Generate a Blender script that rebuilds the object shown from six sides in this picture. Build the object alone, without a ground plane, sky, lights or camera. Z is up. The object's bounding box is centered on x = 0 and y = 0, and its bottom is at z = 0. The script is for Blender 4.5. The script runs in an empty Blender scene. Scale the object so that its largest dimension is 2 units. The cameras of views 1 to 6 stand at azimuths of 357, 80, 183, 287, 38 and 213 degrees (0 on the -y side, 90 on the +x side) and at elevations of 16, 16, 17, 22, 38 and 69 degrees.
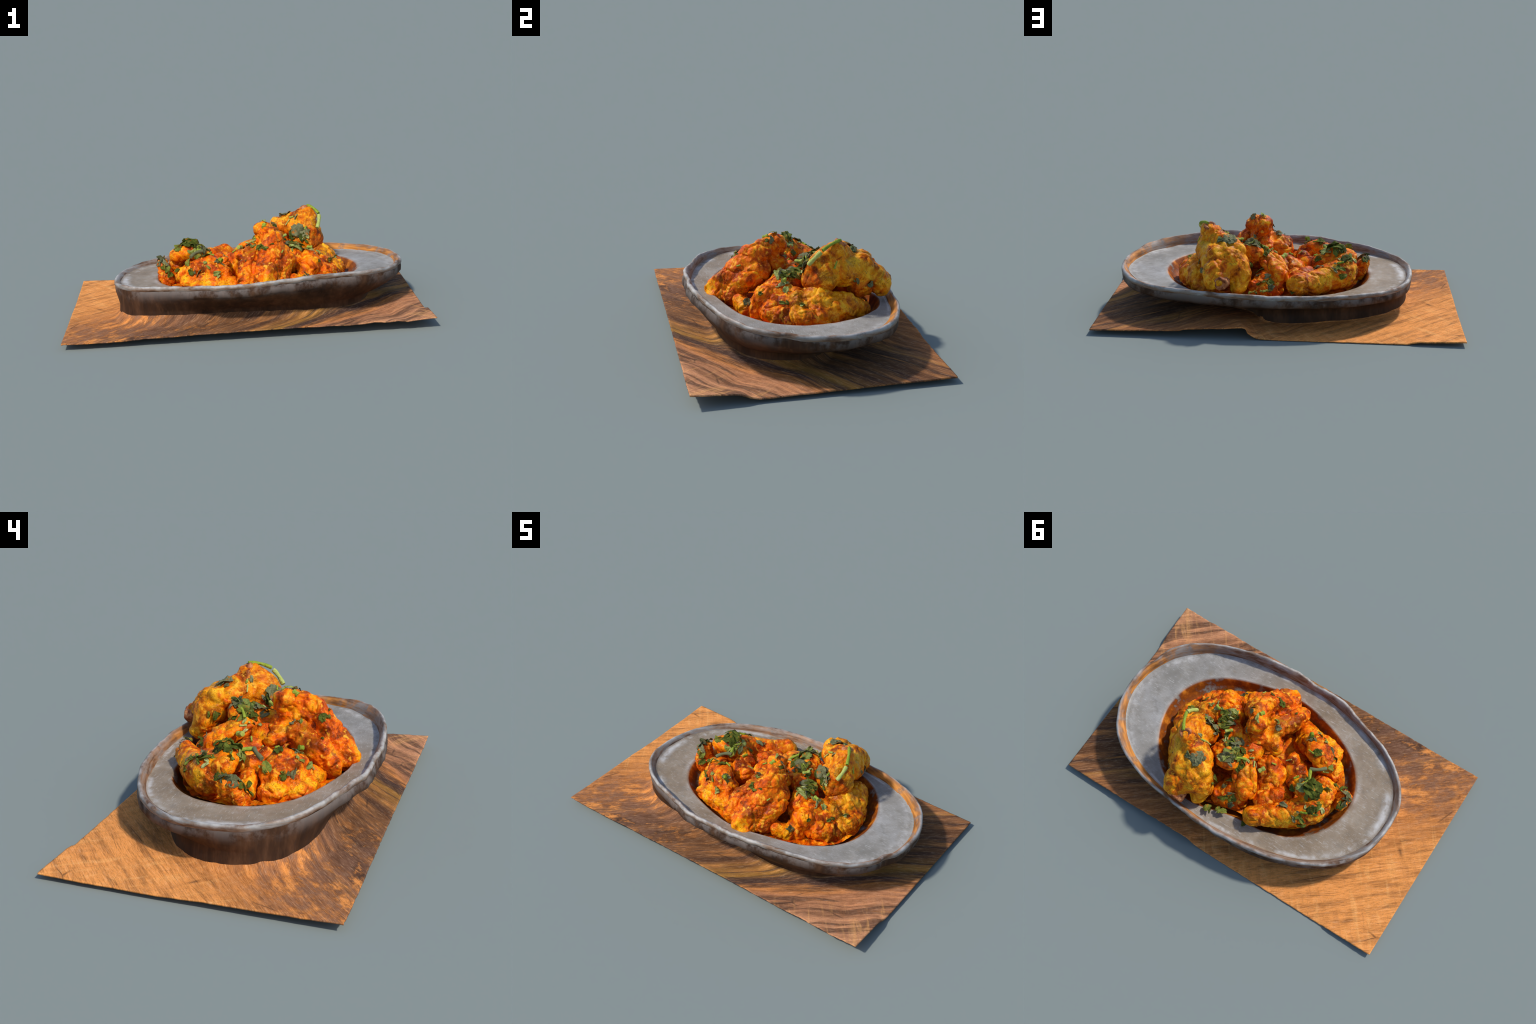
import bpy, bmesh, math, random
import numpy as np
from mathutils import Vector, Matrix
from mathutils.bvhtree import BVHTree

random.seed(7)
TAU = 2 * math.pi


# ------------------------------------------------------------------ helpers
def link(obj, parent=None):
    bpy.context.scene.collection.objects.link(obj)
    if parent:
        obj.parent = parent
    return obj


def mesh_object(name, verts, faces, mat, parent, smooth=True):
    me = bpy.data.meshes.new(name)
    me.from_pydata([tuple(v) for v in verts], [], faces)
    me.update()
    if smooth:
        me.polygons.foreach_set("use_smooth", [True] * len(me.polygons))
    me.materials.append(mat)
    return link(bpy.data.objects.new(name, me), parent)


def fourier(c, t):
    r = np.full_like(t, c[0])
    for k in range(1, (len(c) + 1) // 2):
        r = r + c[2 * k - 1] * np.cos(k * t) + c[2 * k] * np.sin(k * t)
    return r


PERM = np.random.RandomState(11).permutation(256)
GRAD = np.random.RandomState(12).normal(size=(256, 3))
GRAD /= np.linalg.norm(GRAD, axis=1, keepdims=True)


def lattice(ix, iy, iz):
    return PERM[(PERM[(PERM[ix & 255] + iy) & 255] + iz) & 255]


def perlin(P):
    """gradient noise at an (n, 3) array of points, about -1..1"""
    F = np.floor(P)
    I = F.astype(np.int64)
    D = P - F
    U = D * D * D * (D * (D * 6 - 15) + 10)
    out = np.zeros(len(P))
    for a in (0, 1):
        wa = U[:, 0] if a else 1 - U[:, 0]
        for b in (0, 1):
            wb = U[:, 1] if b else 1 - U[:, 1]
            for c in (0, 1):
                wc = U[:, 2] if c else 1 - U[:, 2]
                g = GRAD[lattice(I[:, 0] + a, I[:, 1] + b, I[:, 2] + c)]
                out += wa * wb * wc * (g * (D - (a, b, c))).sum(1)
    return out * 1.6


def fbm_all(P, freq, octaves=3, seed=0.0):
    Q = np.asarray(P, float) * freq + np.array([seed, -seed * 0.7, seed * 1.3])
    out, amp = np.zeros(len(Q)), 1.0
    for k in range(octaves):
        out += amp * perlin(Q + 17.3 * k)
        Q, amp = Q * 2.1, amp * 0.53
    return out


def fbm(p, freq, octaves=3, seed=0.0):
    return float(fbm_all(np.array([tuple(p)]), freq, octaves, seed)[0])


def cells(P):
    """distance to the nearest of one random point per lattice cell"""
    F = np.floor(P)
    I = F.astype(np.int64)
    best = np.full(len(P), 9.0)
    for a in (-1, 0, 1):
        for b in (-1, 0, 1):
            for c in (-1, 0, 1):
                h = lattice(I[:, 0] + a, I[:, 1] + b, I[:, 2] + c)
                pt = F + (a, b, c) + 0.5 + 0.45 * GRAD[h]
                best = np.minimum(best, np.linalg.norm(pt - P, axis=1))
    return best


# ------------------------------------------------------------------ node helpers
class Nodes:
    def __init__(self, name):
        self.mat = bpy.data.materials.new(name)
        self.mat.use_nodes = True
        self.t = self.mat.node_tree
        self.t.nodes.clear()
        self.out = self.t.nodes.new("ShaderNodeOutputMaterial")
        self.b = self.t.nodes.new("ShaderNodeBsdfPrincipled")
        self.t.links.new(self.b.outputs[0], self.out.inputs[0])
        self.co = self.t.nodes.new("ShaderNodeTexCoord").outputs["Object"]

    def link(self, a, b):
        self.t.links.new(a, b)

    def put(self, sock, v):
        if isinstance(v, (int, float)):
            sock.default_value = v
        elif isinstance(v, (tuple, list)):
            sock.default_value = tuple(v) + (1,) if len(v) == 3 and sock.type == "RGBA" else v
        else:
            self.link(v, sock)

    def mapping(self, vec, loc=(0, 0, 0), rot=(0, 0, 0), scale=(1, 1, 1)):
        n = self.t.nodes.new("ShaderNodeMapping")
        self.put(n.inputs[0], vec)
        n.inputs[1].default_value = loc
        n.inputs[2].default_value = rot
        n.inputs[3].default_value = scale
        return n.outputs[0]

    def noise(self, vec, scale, detail=3, rough=0.55, dist=0.0):
        n = self.t.nodes.new("ShaderNodeTexNoise")
        self.put(n.inputs["Vector"], vec)
        n.inputs["Scale"].default_value = scale
        n.inputs["Detail"].default_value = detail
        n.inputs["Roughness"].default_value = rough
        n.inputs["Distortion"].default_value = dist
        return n.outputs["Fac"]

    def voronoi(self, vec, scale, feature="F1", rand=1.0):
        n = self.t.nodes.new("ShaderNodeTexVoronoi")
        n.feature = feature
        self.put(n.inputs["Vector"], vec)
        n.inputs["Scale"].default_value = scale
        n.inputs["Randomness"].default_value = rand
        return n.outputs["Distance"]

    def ramp(self, fac, stops, interp="LINEAR"):
        n = self.t.nodes.new("ShaderNodeValToRGB")
        n.color_ramp.interpolation = interp
        e = n.color_ramp.elements
        while len(e) < len(stops):
            e.new(0.5)
        for i, (p, c) in enumerate(stops):
            e[i].position = p
            e[i].color = (c, c, c, 1) if isinstance(c, (int, float)) else tuple(c) + (1,)
        self.put(n.inputs[0], fac)
        return n.outputs[0]

    def mix(self, fac, a, b, mode="MIX"):
        n = self.t.nodes.new("ShaderNodeMix")
        n.data_type = "RGBA"
        n.blend_type = mode
        self.put(n.inputs[0], fac)
        self.put(n.inputs[6], a)
        self.put(n.inputs[7], b)
        return n.outputs[2]

    def math(self, op, a, b=0.0, c=0.0, clamp=False):
        n = self.t.nodes.new("ShaderNodeMath")
        n.operation = op
        n.use_clamp = clamp
        self.put(n.inputs[0], a)
        self.put(n.inputs[1], b)
        self.put(n.inputs[2], c)
        return n.outputs[0]

    def xyz(self, vec):
        n = self.t.nodes.new("ShaderNodeSeparateXYZ")
        self.put(n.inputs[0], vec)
        return n.outputs

    def step(self, v, lo, hi):
        n = self.t.nodes.new("ShaderNodeMapRange")
        n.interpolation_type = "SMOOTHSTEP"
        self.put(n.inputs[0], v)
        n.inputs[1].default_value = lo
        n.inputs[2].default_value = hi
        return n.outputs[0]

    def bump(self, height, strength, dist, normal=None):
        n = self.t.nodes.new("ShaderNodeBump")
        n.inputs["Strength"].default_value = strength
        n.inputs["Distance"].default_value = dist
        self.put(n.inputs["Height"], height)
        if normal:
            self.link(normal, n.inputs["Normal"])
        return n.outputs[0]

    def finish(self, color, rough, normal=None, metallic=0.0, spec=0.5, **kw):
        self.put(self.b.inputs["Base Color"], color)
        self.put(self.b.inputs["Roughness"], rough)
        self.put(self.b.inputs["Metallic"], metallic)
        self.put(self.b.inputs["Specular IOR Level"], spec)
        for k, v in kw.items():
            self.put(self.b.inputs[k.replace("_", " ")], v)
        if normal:
            self.link(normal, self.b.inputs["Normal"])
        return self.mat


# ------------------------------------------------------------------ materials
GRAIN = math.radians(39)


def wood_material():
    m = Nodes("weathered_wood")
    warp = m.noise(m.co, 2.4, 3, 0.5)
    # g runs along the grain, h across it
    gh = m.mapping(m.co, rot=(0, 0, -GRAIN))
    g, h, _ = m.xyz(gh)
    hw = m.math("ADD", h, m.math("MULTIPLY", m.math("SUBTRACT", warp, 0.5), 0.14))
    fac = m.math("MULTIPLY_ADD", hw, 0.55, 0.5)  # h -0.9..0.9 -> 0..1

    def at(hh):
        return 0.5 + 0.55 * hh

    base = m.ramp(fac, [
        (at(-0.88), (0.64, 0.29, 0.140)),
        (at(-0.70), (0.48, 0.20, 0.090)),
        (at(-0.645), (0.68, 0.25, 0.060)),
        (at(-0.615), (0.085, 0.048, 0.038)),
        (at(-0.585), (0.085, 0.048, 0.036)),
        (at(-0.555), (0.36, 0.17, 0.035)),
        (at(-0.46), (0.24, 0.105, 0.04)),
        (at(-0.20), (0.16, 0.070, 0.030)),  # wood darkened here for the shadow cast over the right end
        (at(-0.175), (0.06, 0.032, 0.020)),
        (at(-0.15), (0.24, 0.105, 0.043)),
        (at(0.05), (0.36, 0.14, 0.05)),
        (at(0.33), (0.57, 0.205, 0.055)),
        (at(0.60), (0.84, 0.32, 0.080)),
    ])
    c = base
    vein = m.noise(m.mapping(gh, scale=(0.55, 7, 1)), 1.0, 3, 0.5, 0.25)
    line = m.ramp(m.math("ABSOLUTE", m.math("SUBTRACT", vein, 0.5)), [(0.0, 0.8), (0.022, 0.6), (0.036, 0.0)])
    c = m.mix(m.math("MULTIPLY", line, m.step(h, 0.20, -0.10)), c, (0.075, 0.040, 0.028))
    gold_vein = m.ramp(m.math("ABSOLUTE", m.math("SUBTRACT", vein, 0.60)), [(0.0, 0.6), (0.04, 0.0)])
    c = m.mix(m.math("MULTIPLY", gold_vein, m.step(h, 0.25, -0.10)), c, (0.50, 0.22, 0.05))
    fine = m.noise(m.mapping(gh, scale=(22, 260, 20)), 1.0, 4, 0.7)
    broad = m.noise(m.mapping(gh, scale=(2.5, 30, 5)), 1.0, 5, 0.65, 0.5)
    c = m.mix(m.ramp(broad, [(0.34, 0.9), (0.55, 0.0)]), c, m.mix(0.62, c, (0.075, 0.030, 0.014)))
    c = m.mix(m.ramp(broad, [(0.54, 0.0), (0.72, 0.5)]), c, (0.86, 0.33, 0.085))
    # cross figure: pale bars square to the grain at the two light ends
    fig = m.noise(m.mapping(gh, scale=(30, 4.0, 8)), 1.0, 3, 0.6, 0.7)
    ends = m.math("MAXIMUM", m.step(h, 0.12, 0.5), m.step(h, -0.68, -0.85))
    c = m.mix(m.math("MULTIPLY", m.ramp(fig, [(0.54, 0.0), (0.70, 0.35)]), ends), c, (0.95, 0.47, 0.15))
    c = m.mix(m.math("MULTIPLY", m.ramp(fig, [(0.30, 0.3), (0.44, 0.0)]), ends), c, (0.40, 0.15, 0.05))
    # mottled dusty patches and worn orange specks toward the near left corner
    mott = m.noise(m.mapping(gh, scale=(1, 1.8, 1)), 9, 7, 0.72)
    left = m.math("MULTIPLY", m.step(g, -0.25, -0.75), m.step(h, 0.5, 0.2))
    c = m.mix(m.math("MULTIPLY", m.ramp(mott, [(0.45, 0.0), (0.56, 0.75)]), left), c, (0.22, 0.105, 0.06))
    c = m.mix(m.math("MULTIPLY", m.ramp(mott, [(0.36, 0.8), (0.46, 0.0)]), left), c, (0.85, 0.31, 0.07))
    c = m.mix(m.ramp(mott, [(0.62, 0.0), (0.74, 0.5)]), c, m.mix(0.6, c, (0.07, 0.03, 0.02)))
    # fine fibres and pores
    c = m.mix(m.ramp(fine, [(0.34, 0.8), (0.49, 0.0)]), c, m.mix(0.55, c, (0.05, 0.022, 0.012)))
    c = m.mix(m.ramp(fine, [(0.54, 0.0), (0.70, 0.55)]), c, m.mix(0.45, c, (1.0, 0.66, 0.40)))
    grit = m.noise(m.co, 160, 2, 0.6)
    c = m.mix(m.ramp(grit, [(0.34, 0.35), (0.46, 0.0)]), c, m.mix(0.6, c, (0.06, 0.03, 0.02)))
    # dark cracks
    crack = m.voronoi(m.mapping(gh, loc=(0.3, 0.17, 0), scale=(2.0, 9, 2)), 1.0, "DISTANCE_TO_EDGE")
    cm = m.math("MULTIPLY", m.ramp(crack, [(0.0, 0.85), (0.02, 0.0)]), m.step(m.noise(m.co, 4.3), 0.52, 0.64))
    c = m.mix(cm, c, (0.055, 0.03, 0.02))
    n = m.bump(fine, 0.3, 0.005)
    return m.finish(c, 0.85, n, spec=0.1)


def metal_material(name, rim=False):
    m = Nodes(name)
    x, y, z = m.xyz(m.co)
    cloud = m.noise(m.co, 5, 5, 0.62)
    smut = m.noise(m.mapping(m.co, loc=(3, 1, 0)), 22, 5, 0.7)
    tan = m.ramp(cloud, [(0.30, (0.20, 0.143, 0.088)), (0.50, (0.28, 0.215, 0.148)), (0.70, (0.345, 0.285, 0.215))])
    cool = m.ramp(cloud, [(0.30, (0.22, 0.205, 0.175)), (0.50, (0.29, 0.272, 0.24)), (0.70, (0.36, 0.345, 0.32))])
    c = m.mix(m.step(x, -0.15, 0.65), tan, cool)
    c = m.mix(m.ramp(smut, [(0.34, 0.4), (0.48, 0.0)]), c, (0.19, 0.17, 0.14))
    c = m.mix(m.ramp(smut, [(0.56, 0.0), (0.72, 0.35)]), c, (0.48, 0.46, 0.43))
    # short scuffs in several directions
    for k, (rot, s) in enumerate([(0.6, 1.0), (1.8, 1.2), (2.6, 0.9), (1.1, 1.4)]):
        sc = m.noise(m.mapping(m.co, loc=(k * 3.1, k, 0), rot=(0, 0, rot), scale=(22 * s, 200 * s, 20)), 1.0, 2, 0.6)
        c = m.mix(m.ramp(sc, [(0.64, 0.0), (0.76, 0.45)]), c, (0.66, 0.64, 0.60))
    stain = m.noise(m.co, 13, 5, 0.65, 0.4)
    c = m.mix(m.ramp(stain, [(0.60, 0.0), (0.75, 0.4)]), c, (0.26, 0.19, 0.10))
    if rim:
        # dark brown reflections painted as streaks along the rim, a pale crest
        ang = m.math("ARCTAN2", m.math("SUBTRACT", y, CY), m.math("SUBTRACT", x, CX))
        dx, dy = m.math("MULTIPLY", m.math("SUBTRACT", x, CX), 0.62), m.math("SUBTRACT", y, CY)
        rad = m.math("SQRT", m.math("ADD", m.math("MULTIPLY", dx, dx), m.math("MULTIPLY", dy, dy)))
        cv = m.t.nodes.new("ShaderNodeCombineXYZ")
        m.put(cv.inputs[0], m.math("MULTIPLY", ang, 4.0))
        m.put(cv.inputs[1], m.math("MULTIPLY", rad, 55))
        m.put(cv.inputs[2], m.math("MULTIPLY", z, 45))
        w = m.noise(cv.outputs[0], 1.0, 5, 0.65, 0.4)
        c = m.ramp(w, [(0.28, (0.055, 0.034, 0.025)), (0.42, (0.16, 0.085, 0.048)), (0.50, (0.24, 0.165, 0.115)), (0.58, (0.21, 0.19, 0.17)), (0.68, (0.33, 0.305, 0.28)), (0.8, (0.50, 0.475, 0.45))])
        crest = m.t.nodes.new("ShaderNodeAttribute")
        crest.attribute_name = "crest"
        c = m.mix(m.math("MULTIPLY", crest.outputs["Fac"], m.math("MULTIPLY", m.step(m.noise(m.co, 12, 4, 0.6), 0.36, 0.66), 0.8)), c, (0.52, 0.495, 0.46))
        oil = m.noise(m.co, 7, 4, 0.6)
        at = m.t.nodes.new("ShaderNodeAttribute")
        at.attribute_name = "oiled"
        oc = m.ramp(m.noise(cv.outputs[0], 1.4, 3, 0.5), [(0.35, (0.22, 0.085, 0.022)), (0.55, (0.50, 0.19, 0.035)), (0.72, (0.72, 0.29, 0.055))])
        c = m.mix(m.math("MULTIPLY", at.outputs["Fac"], m.step(oil, 0.36, 0.50)), c, oc)
    else:
        at = m.t.nodes.new("ShaderNodeAttribute")
        at.attribute_name = "edge_polish"
        c = m.mix(m.math("MULTIPLY", at.outputs["Fac"], m.step(m.noise(m.co, 9, 4, 0.6), 0.40, 0.66)), c, (0.56, 0.54, 0.51))
        at2 = m.t.nodes.new("ShaderNodeAttribute")
        at2.attribute_name = "sauce_line"
        sl = m.noise(m.co, 10, 4, 0.65)
        c = m.mix(m.math("MULTIPLY", at2.outputs["Fac"], m.step(sl, 0.30, 0.45)), c, m.ramp(sl, [(0.35, (0.10, 0.022, 0.004)), (0.52, (0.30, 0.075, 0.006)), (0.68, (0.70, 0.24, 0.02))]))
    n = m.bump(m.noise(m.co, 60, 3, 0.6), 0.1, 0.004)
    n = m.bump(cloud, 0.1, 0.02, n)
    return m.finish(c, m.ramp(cloud, [(0.3, 0.6), (0.7, 0.48)]), n, metallic=0.08, spec=0.2)


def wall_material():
    m = Nodes("underside_darkened_for_shade")
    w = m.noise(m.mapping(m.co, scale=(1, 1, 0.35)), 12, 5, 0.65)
    c = m.ramp(w, [(0.30, (0.018, 0.009, 0.005)), (0.50, (0.050, 0.022, 0.010)), (0.70, (0.105, 0.048, 0.022))])  # near-black browns hold the shade under the lip and the wood's reflection
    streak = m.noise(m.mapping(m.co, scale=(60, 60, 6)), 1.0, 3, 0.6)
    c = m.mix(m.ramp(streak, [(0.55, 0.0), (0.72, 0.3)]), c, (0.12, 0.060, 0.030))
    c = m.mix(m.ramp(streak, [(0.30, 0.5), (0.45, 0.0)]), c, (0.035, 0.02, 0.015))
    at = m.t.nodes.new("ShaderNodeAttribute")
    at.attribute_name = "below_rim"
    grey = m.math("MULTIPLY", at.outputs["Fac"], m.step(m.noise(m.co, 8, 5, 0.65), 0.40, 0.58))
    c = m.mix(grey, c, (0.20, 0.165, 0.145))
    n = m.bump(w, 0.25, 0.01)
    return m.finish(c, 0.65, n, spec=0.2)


def curry_material(name, gold, red, shift):
    """Sauce coated chicken: orange ground, golden skin, red oil, herb and spice specks."""
    m = Nodes(name)
    co = m.mapping(m.co, loc=(shift, shift * 0.37, -shift * 0.61))
    big = m.noise(co, 7, 4, 0.6, 0.6)
    mid = m.noise(m.mapping(co, loc=(4, 4, 4)), 13, 6, 0.66, 0.6)
    c = m.ramp(mid, [(0.33, (0.14, 0.018, 0.001)), (0.42, (0.46, 0.058, 0.001)), (0.49, (0.78, 0.130, 0.001)), (0.56, (0.90, 0.225, 0.002)), (0.66, (0.97, 0.43, 0.006))])
    # golden skin
    gm = m.math("ADD", m.math("MULTIPLY", big, 0.65), m.math("MULTIPLY", mid, 0.35))
    px, py, pz = m.xyz(m.co)
    side = m.math("ADD", m.math("MULTIPLY", px, 0.45), m.math("MULTIPLY", py, 0.9))
    gm = m.math("ADD", gm, m.math("MULTIPLY_ADD", m.step(side, -0.15, 0.50), 0.20, -0.10))
    lo = 0.62 - 0.22 * gold
    skin = m.ramp(mid, [(0.34, (0.30, 0.065, 0.002)), (0.44, (0.60, 0.180, 0.002)), (0.53, (0.76, 0.295, 0.004)), (0.65, (0.90, 0.46, 0.02))])
    c = m.mix(m.ramp(gm, [(lo, 0.0), (lo + 0.14, 0.85)]), c, skin)
    # red oil and brown char
    rd = m.noise(m.mapping(co, loc=(7, 2, 3)), 11, 5, 0.65, 0.5)
    rl = 0.62 - 0.13 * red
    c = m.mix(m.ramp(rd, [(rl, 0.0), (rl + 0.12, 0.7)]), c, (0.60, 0.055, 0.001))
    ch = m.noise(m.mapping(co, loc=(2, 9, 5)), 7, 6, 0.68, 0.7)
    c = m.mix(m.ramp(ch, [(0.52, 0.0), (0.64, 0.65)]), c, (0.17, 0.038, 0.002))
    # olive spice stains
    ol = m.noise(m.mapping(co, loc=(1, 8, 4)), 15, 5, 0.7)
    c = m.mix(m.ramp(ol, [(0.57, 0.0), (0.69, 0.42)]), c, (0.30, 0.165, 0.004))
    pale = m.noise(m.mapping(co, loc=(2, 5, 1)), 30, 3, 0.6)
    c = m.mix(m.ramp(pale, [(0.57, 0.0), (0.65, 0.7)]), c, (0.98, 0.46, 0.03))
    dk = m.noise(m.mapping(co, loc=(9, 1, 6)), 27, 5, 0.7)
    c = m.mix(m.ramp(dk, [(0.33, 0.7), (0.43, 0.0)]), c, (0.17, 0.030, 0.001))
    sp = m.voronoi(co, 95)
    c = m.mix(m.math("MULTIPLY", m.ramp(sp, [(0.16, 0.8), (0.26, 0.0)]), m.step(mid, 0.48, 0.58)), c, (0.13, 0.055, 0.006))
    sp2 = m.voronoi(m.mapping(co, loc=(3, 3, 3)), 110)
    c = m.mix(m.math("MULTIPLY", m.ramp(sp2, [(0.14, 0.55), (0.24, 0.0)]), m.step(big, 0.48, 0.58)), c, (0.95, 0.50, 0.13))
    hgt = m.math("ADD", m.math("MULTIPLY", mid, 0.5), m.math("MULTIPLY", m.noise(co, 85, 4, 0.6), 0.5))
    n = m.bump(hgt, 0.45, 0.012)
    return m.finish(c, m.ramp(dk, [(0.35, 0.30), (0.65, 0.60)]), n, spec=0.12)


def leaf_material(name, dark, mid, pale):
    m = Nodes(name)
    info = m.t.nodes.new("ShaderNodeObjectInfo").outputs["Random"]
    w = m.noise(m.co, 5 if "stem" not in name else 60, 4, 0.6)
    c = m.ramp(m.math("ADD", m.math("MULTIPLY", w, 0.6), m.math("MULTIPLY", info, 0.4)), [(0.25, dark), (0.5, mid), (0.78, pale)])
    sauce = m.noise(m.mapping(m.co, loc=(5, 5, 5)), 3.5, 3, 0.6)
    if "stem" not in name:
        c = m.mix(m.ramp(sauce, [(0.60, 0.0), (0.68, 0.8)]), c, (0.55, 0.17, 0.01))
    m.finish(c, 0.65, m.bump(w, 0.4, 0.04), spec=0.15)
    tr = m.t.nodes.new("ShaderNodeBsdfTranslucent")
    m.put(tr.inputs[0], c)
    mx = m.t.nodes.new("ShaderNodeMixShader")
    mx.inputs[0].default_value = 0.2
    m.link(m.b.outputs[0], mx.inputs[1])
    m.link(tr.outputs[0], mx.inputs[2])
    m.link(mx.outputs[0], m.out.inputs[0])
    return m.mat


CX, CY = 0.03, -0.02
WOOD = wood_material()
METAL = metal_material("worn_steel")
RIM = metal_material("hammered_rim_steel", True)
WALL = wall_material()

# ------------------------------------------------------------------ the board: a curled, uneven wooden sheet
# height of the four edges, read along each edge (position, height)
EDGE_FRONT = [(-1, .041), (-.89, .037), (-.72, .038), (-.55, .046), (-.39, .047), (-.27, .052), (.26, .056), (.40, .055),
              (.535, .052), (.60, .055), (.665, .063), (.716, .056), (.79, .061), (.84, .053), (.91, .060), (1, .064)]
EDGE_BACK = [(-1, .026), (-.76, .019), (-.72, .013), (-.692, .004), (-.52, .004), (-.2, .001), (.035, .003), (.10, .009),
             (.125, .020), (.155, .040), (.163, .067), (.18, .069), (.27, .062), (.49, .050), (.52, .041), (.73, .033), (.87, .030), (1, .027)]
EDGE_RIGHT = [(-.6, .064), (-.52, .059), (-.41, .052), (-.377, .047), (-.33, .027), (-.29, .019), (-.12, .021), (.1, .023), (.33, .026), (.6, .027)]
EDGE_LEFT = [(-.6, .041), (-.45, .034), (-.27, .032), (-.05, .028), (.14, .022), (.33, .022), (.49, .024), (.6, .026)]
HX, HY = 1.0, 0.597


def interp(tab, v):
    return np.interp(v, [a for a, _ in tab], [b for _, b in tab])


# sags and swells of the board away from its edges (x, y, height)
INNER = [(.80, -.36, .012), (.84, -.06, .052), (.20, .54, .069), (.23, .47, .066), (.11, .54, .014), (.75, .30, .040), (-.75, .38, .010), (-.80, .05, .016), (-.35, .50, .001), (-.05, .50, .003),
         (-.78, -.30, .028), (-.4, -.48, .040), (0, -.5, .046), (.45, -.48, .048), (.3, .48, .054), (.6, .45, .028), (0, 0, .03)]


FOOT_C = (0.0, -0.02)
# the foot: reach of its outline by compass angle in degrees (angle, radius)
FOOT_TAB = [(0, .72), (10, .62), (22, .45), (40, .345), (60, .32), (70, .35), (77, .42), (90, .40), (110, .405), (130, .44), (150, .54), (165, .65), (180, .71), (195, .72),
            (205, .655), (215, .570), (225, .470), (237, .395), (250, .350), (270, .330), (290, .355), (312, .475), (330, .605), (345, .69), (360, .72)]
# how far the board swells up where it meets the foot (angle, reach)
FLARE_TAB = [(0, .13), (15, .06), (30, .02), (60, .02), (80, .02), (150, .02), (180, .04), (195, .08), (215, .14), (240, .10), (270, .075), (310, .085), (335, .12), (350, .15), (360, .13)]


def board_height(x, y):
    f, b = interp(EDGE_FRONT, x), interp(EDGE_BACK, x)
    r, l = interp(EDGE_RIGHT, y), interp(EDGE_LEFT, y)
    terms = [(1.0, y + HY, f), (1.0, HY - y, b), (1.0, x + HX, l), (1.0, HX - x, r)]
    terms += [(1.6, np.hypot(x - px, y - py), pz) for px, py, pz in INNER]
    num, den = 0, 0
    for wt, d, h in terms:
        w = wt / (d + 0.012) ** 2
        num, den = num + w * h, den + w
    z = num / den
    # the wood swells up against the foot of the dish
    dx, dy = x - FOOT_C[0], y - FOOT_C[1]
    ang = np.degrees(np.arctan2(dy, dx)) % 360
    d = np.hypot(dx, dy) - interp(FOOT_TAB, ang)
    reach = interp(FLARE_TAB, ang)
    rise = np.interp(ang, [0, 25, 60, 170, 215, 300, 335, 360], [.024, .03, .02, .03, .055, .05, .03, .024])
    return z + rise * np.clip(1 - d / reach, 0, 1) ** 2.2 * (d > -0.03)


def build_board():
    nx, ny = 261, 157
    xs, ys = np.linspace(-HX, HX, nx), np.linspace(-HY, HY, ny)
    X, Y = np.meshgrid(xs, ys)
    Z = board_height(X, Y)
    P = np.stack([X.ravel(), Y.ravel(), np.zeros(nx * ny)], -1)
    top = P.copy()
    top[:, 2] = np.maximum(0.0035, Z.ravel() + 0.0016 * fbm_all(P, 9, 3, 1.7) + 0.0010 * fbm_all(P, 40, 2, 9.2))
    long_edge = np.abs(np.abs(P[:, 1]) - HY) < 1e-6
    top[:, 1] -= np.where(long_edge, np.sign(P[:, 1]) * 0.004 * np.abs(fbm_all(P, 22, 3, 3.1)), 0)
    bot = top.copy()
    bot[:, 2] = np.maximum(0, top[:, 2] - 0.0065)
    N = nx * ny
    faces = []
    for j in range(ny - 1):
        for i in range(nx - 1):
            a = j * nx + i
            faces.append((a, a + 1, a + nx + 1, a + nx))
            faces.append((N + a, N + a + nx, N + a + nx + 1, N + a + 1))
    ring = [i for i in range(nx)] + [j * nx + nx - 1 for j in range(1, ny)]
    ring += [(ny - 1) * nx + i for i in range(nx - 2, -1, -1)] + [j * nx for j in range(ny - 2, 0, -1)]
    for a, b in zip(ring, ring[1:] + ring[:1]):
        faces.append((b, a, N + a, N + b))
    ob = mesh_object("wooden_board", np.concatenate([top, bot]), faces, WOOD, None)
    return ob


board = build_board()
board["label"] = "thin curled dark-grained rustic wooden serving board with uneven edges"
board["category"] = "serving board"

# ------------------------------------------------------------------ the dish
RIM_R = [.6556, .0485, .0398, .1653, .0062, .0127, .0116, .0212, .0045, -.0022, -.0006, -.0025, .0026, -.0013, -.0038, -.0050, -.0001]
RIM_Z = [.2375, .0166, -.0369, -.0095, -.0052, .0008, -.0061, -.0046, .0001]
LIP_R = [.6119, .0434, .0366, .1610, .0079, .0120, .0092, .0210, .0030, .0004, .0018, -.0018, .0032]
WELL_C = (0.08, 0.02)
WELL_R = [.4848, .0131, .0040, .0957, .0156, -.0099, .0083, .0046, -.0074, .0011, -.0076]
WELL_Z = [.199, .008, -.023]

dish = link(bpy.data.objects.new("oval_metal_dish", None))
dish["label"] = "oval worn steel sizzler dish filled with orange chicken curry"
dish["category"] = "curry dish"

NT = 384
T = np.linspace(0, TAU, NT, endpoint=False)
CT, ST = np.cos(T), np.sin(T)


def polar(c, r, z):
    z = np.broadcast_to(z, T.shape)
    return np.stack([c[0] + r * CT, c[1] + r * ST, z], -1)


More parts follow.
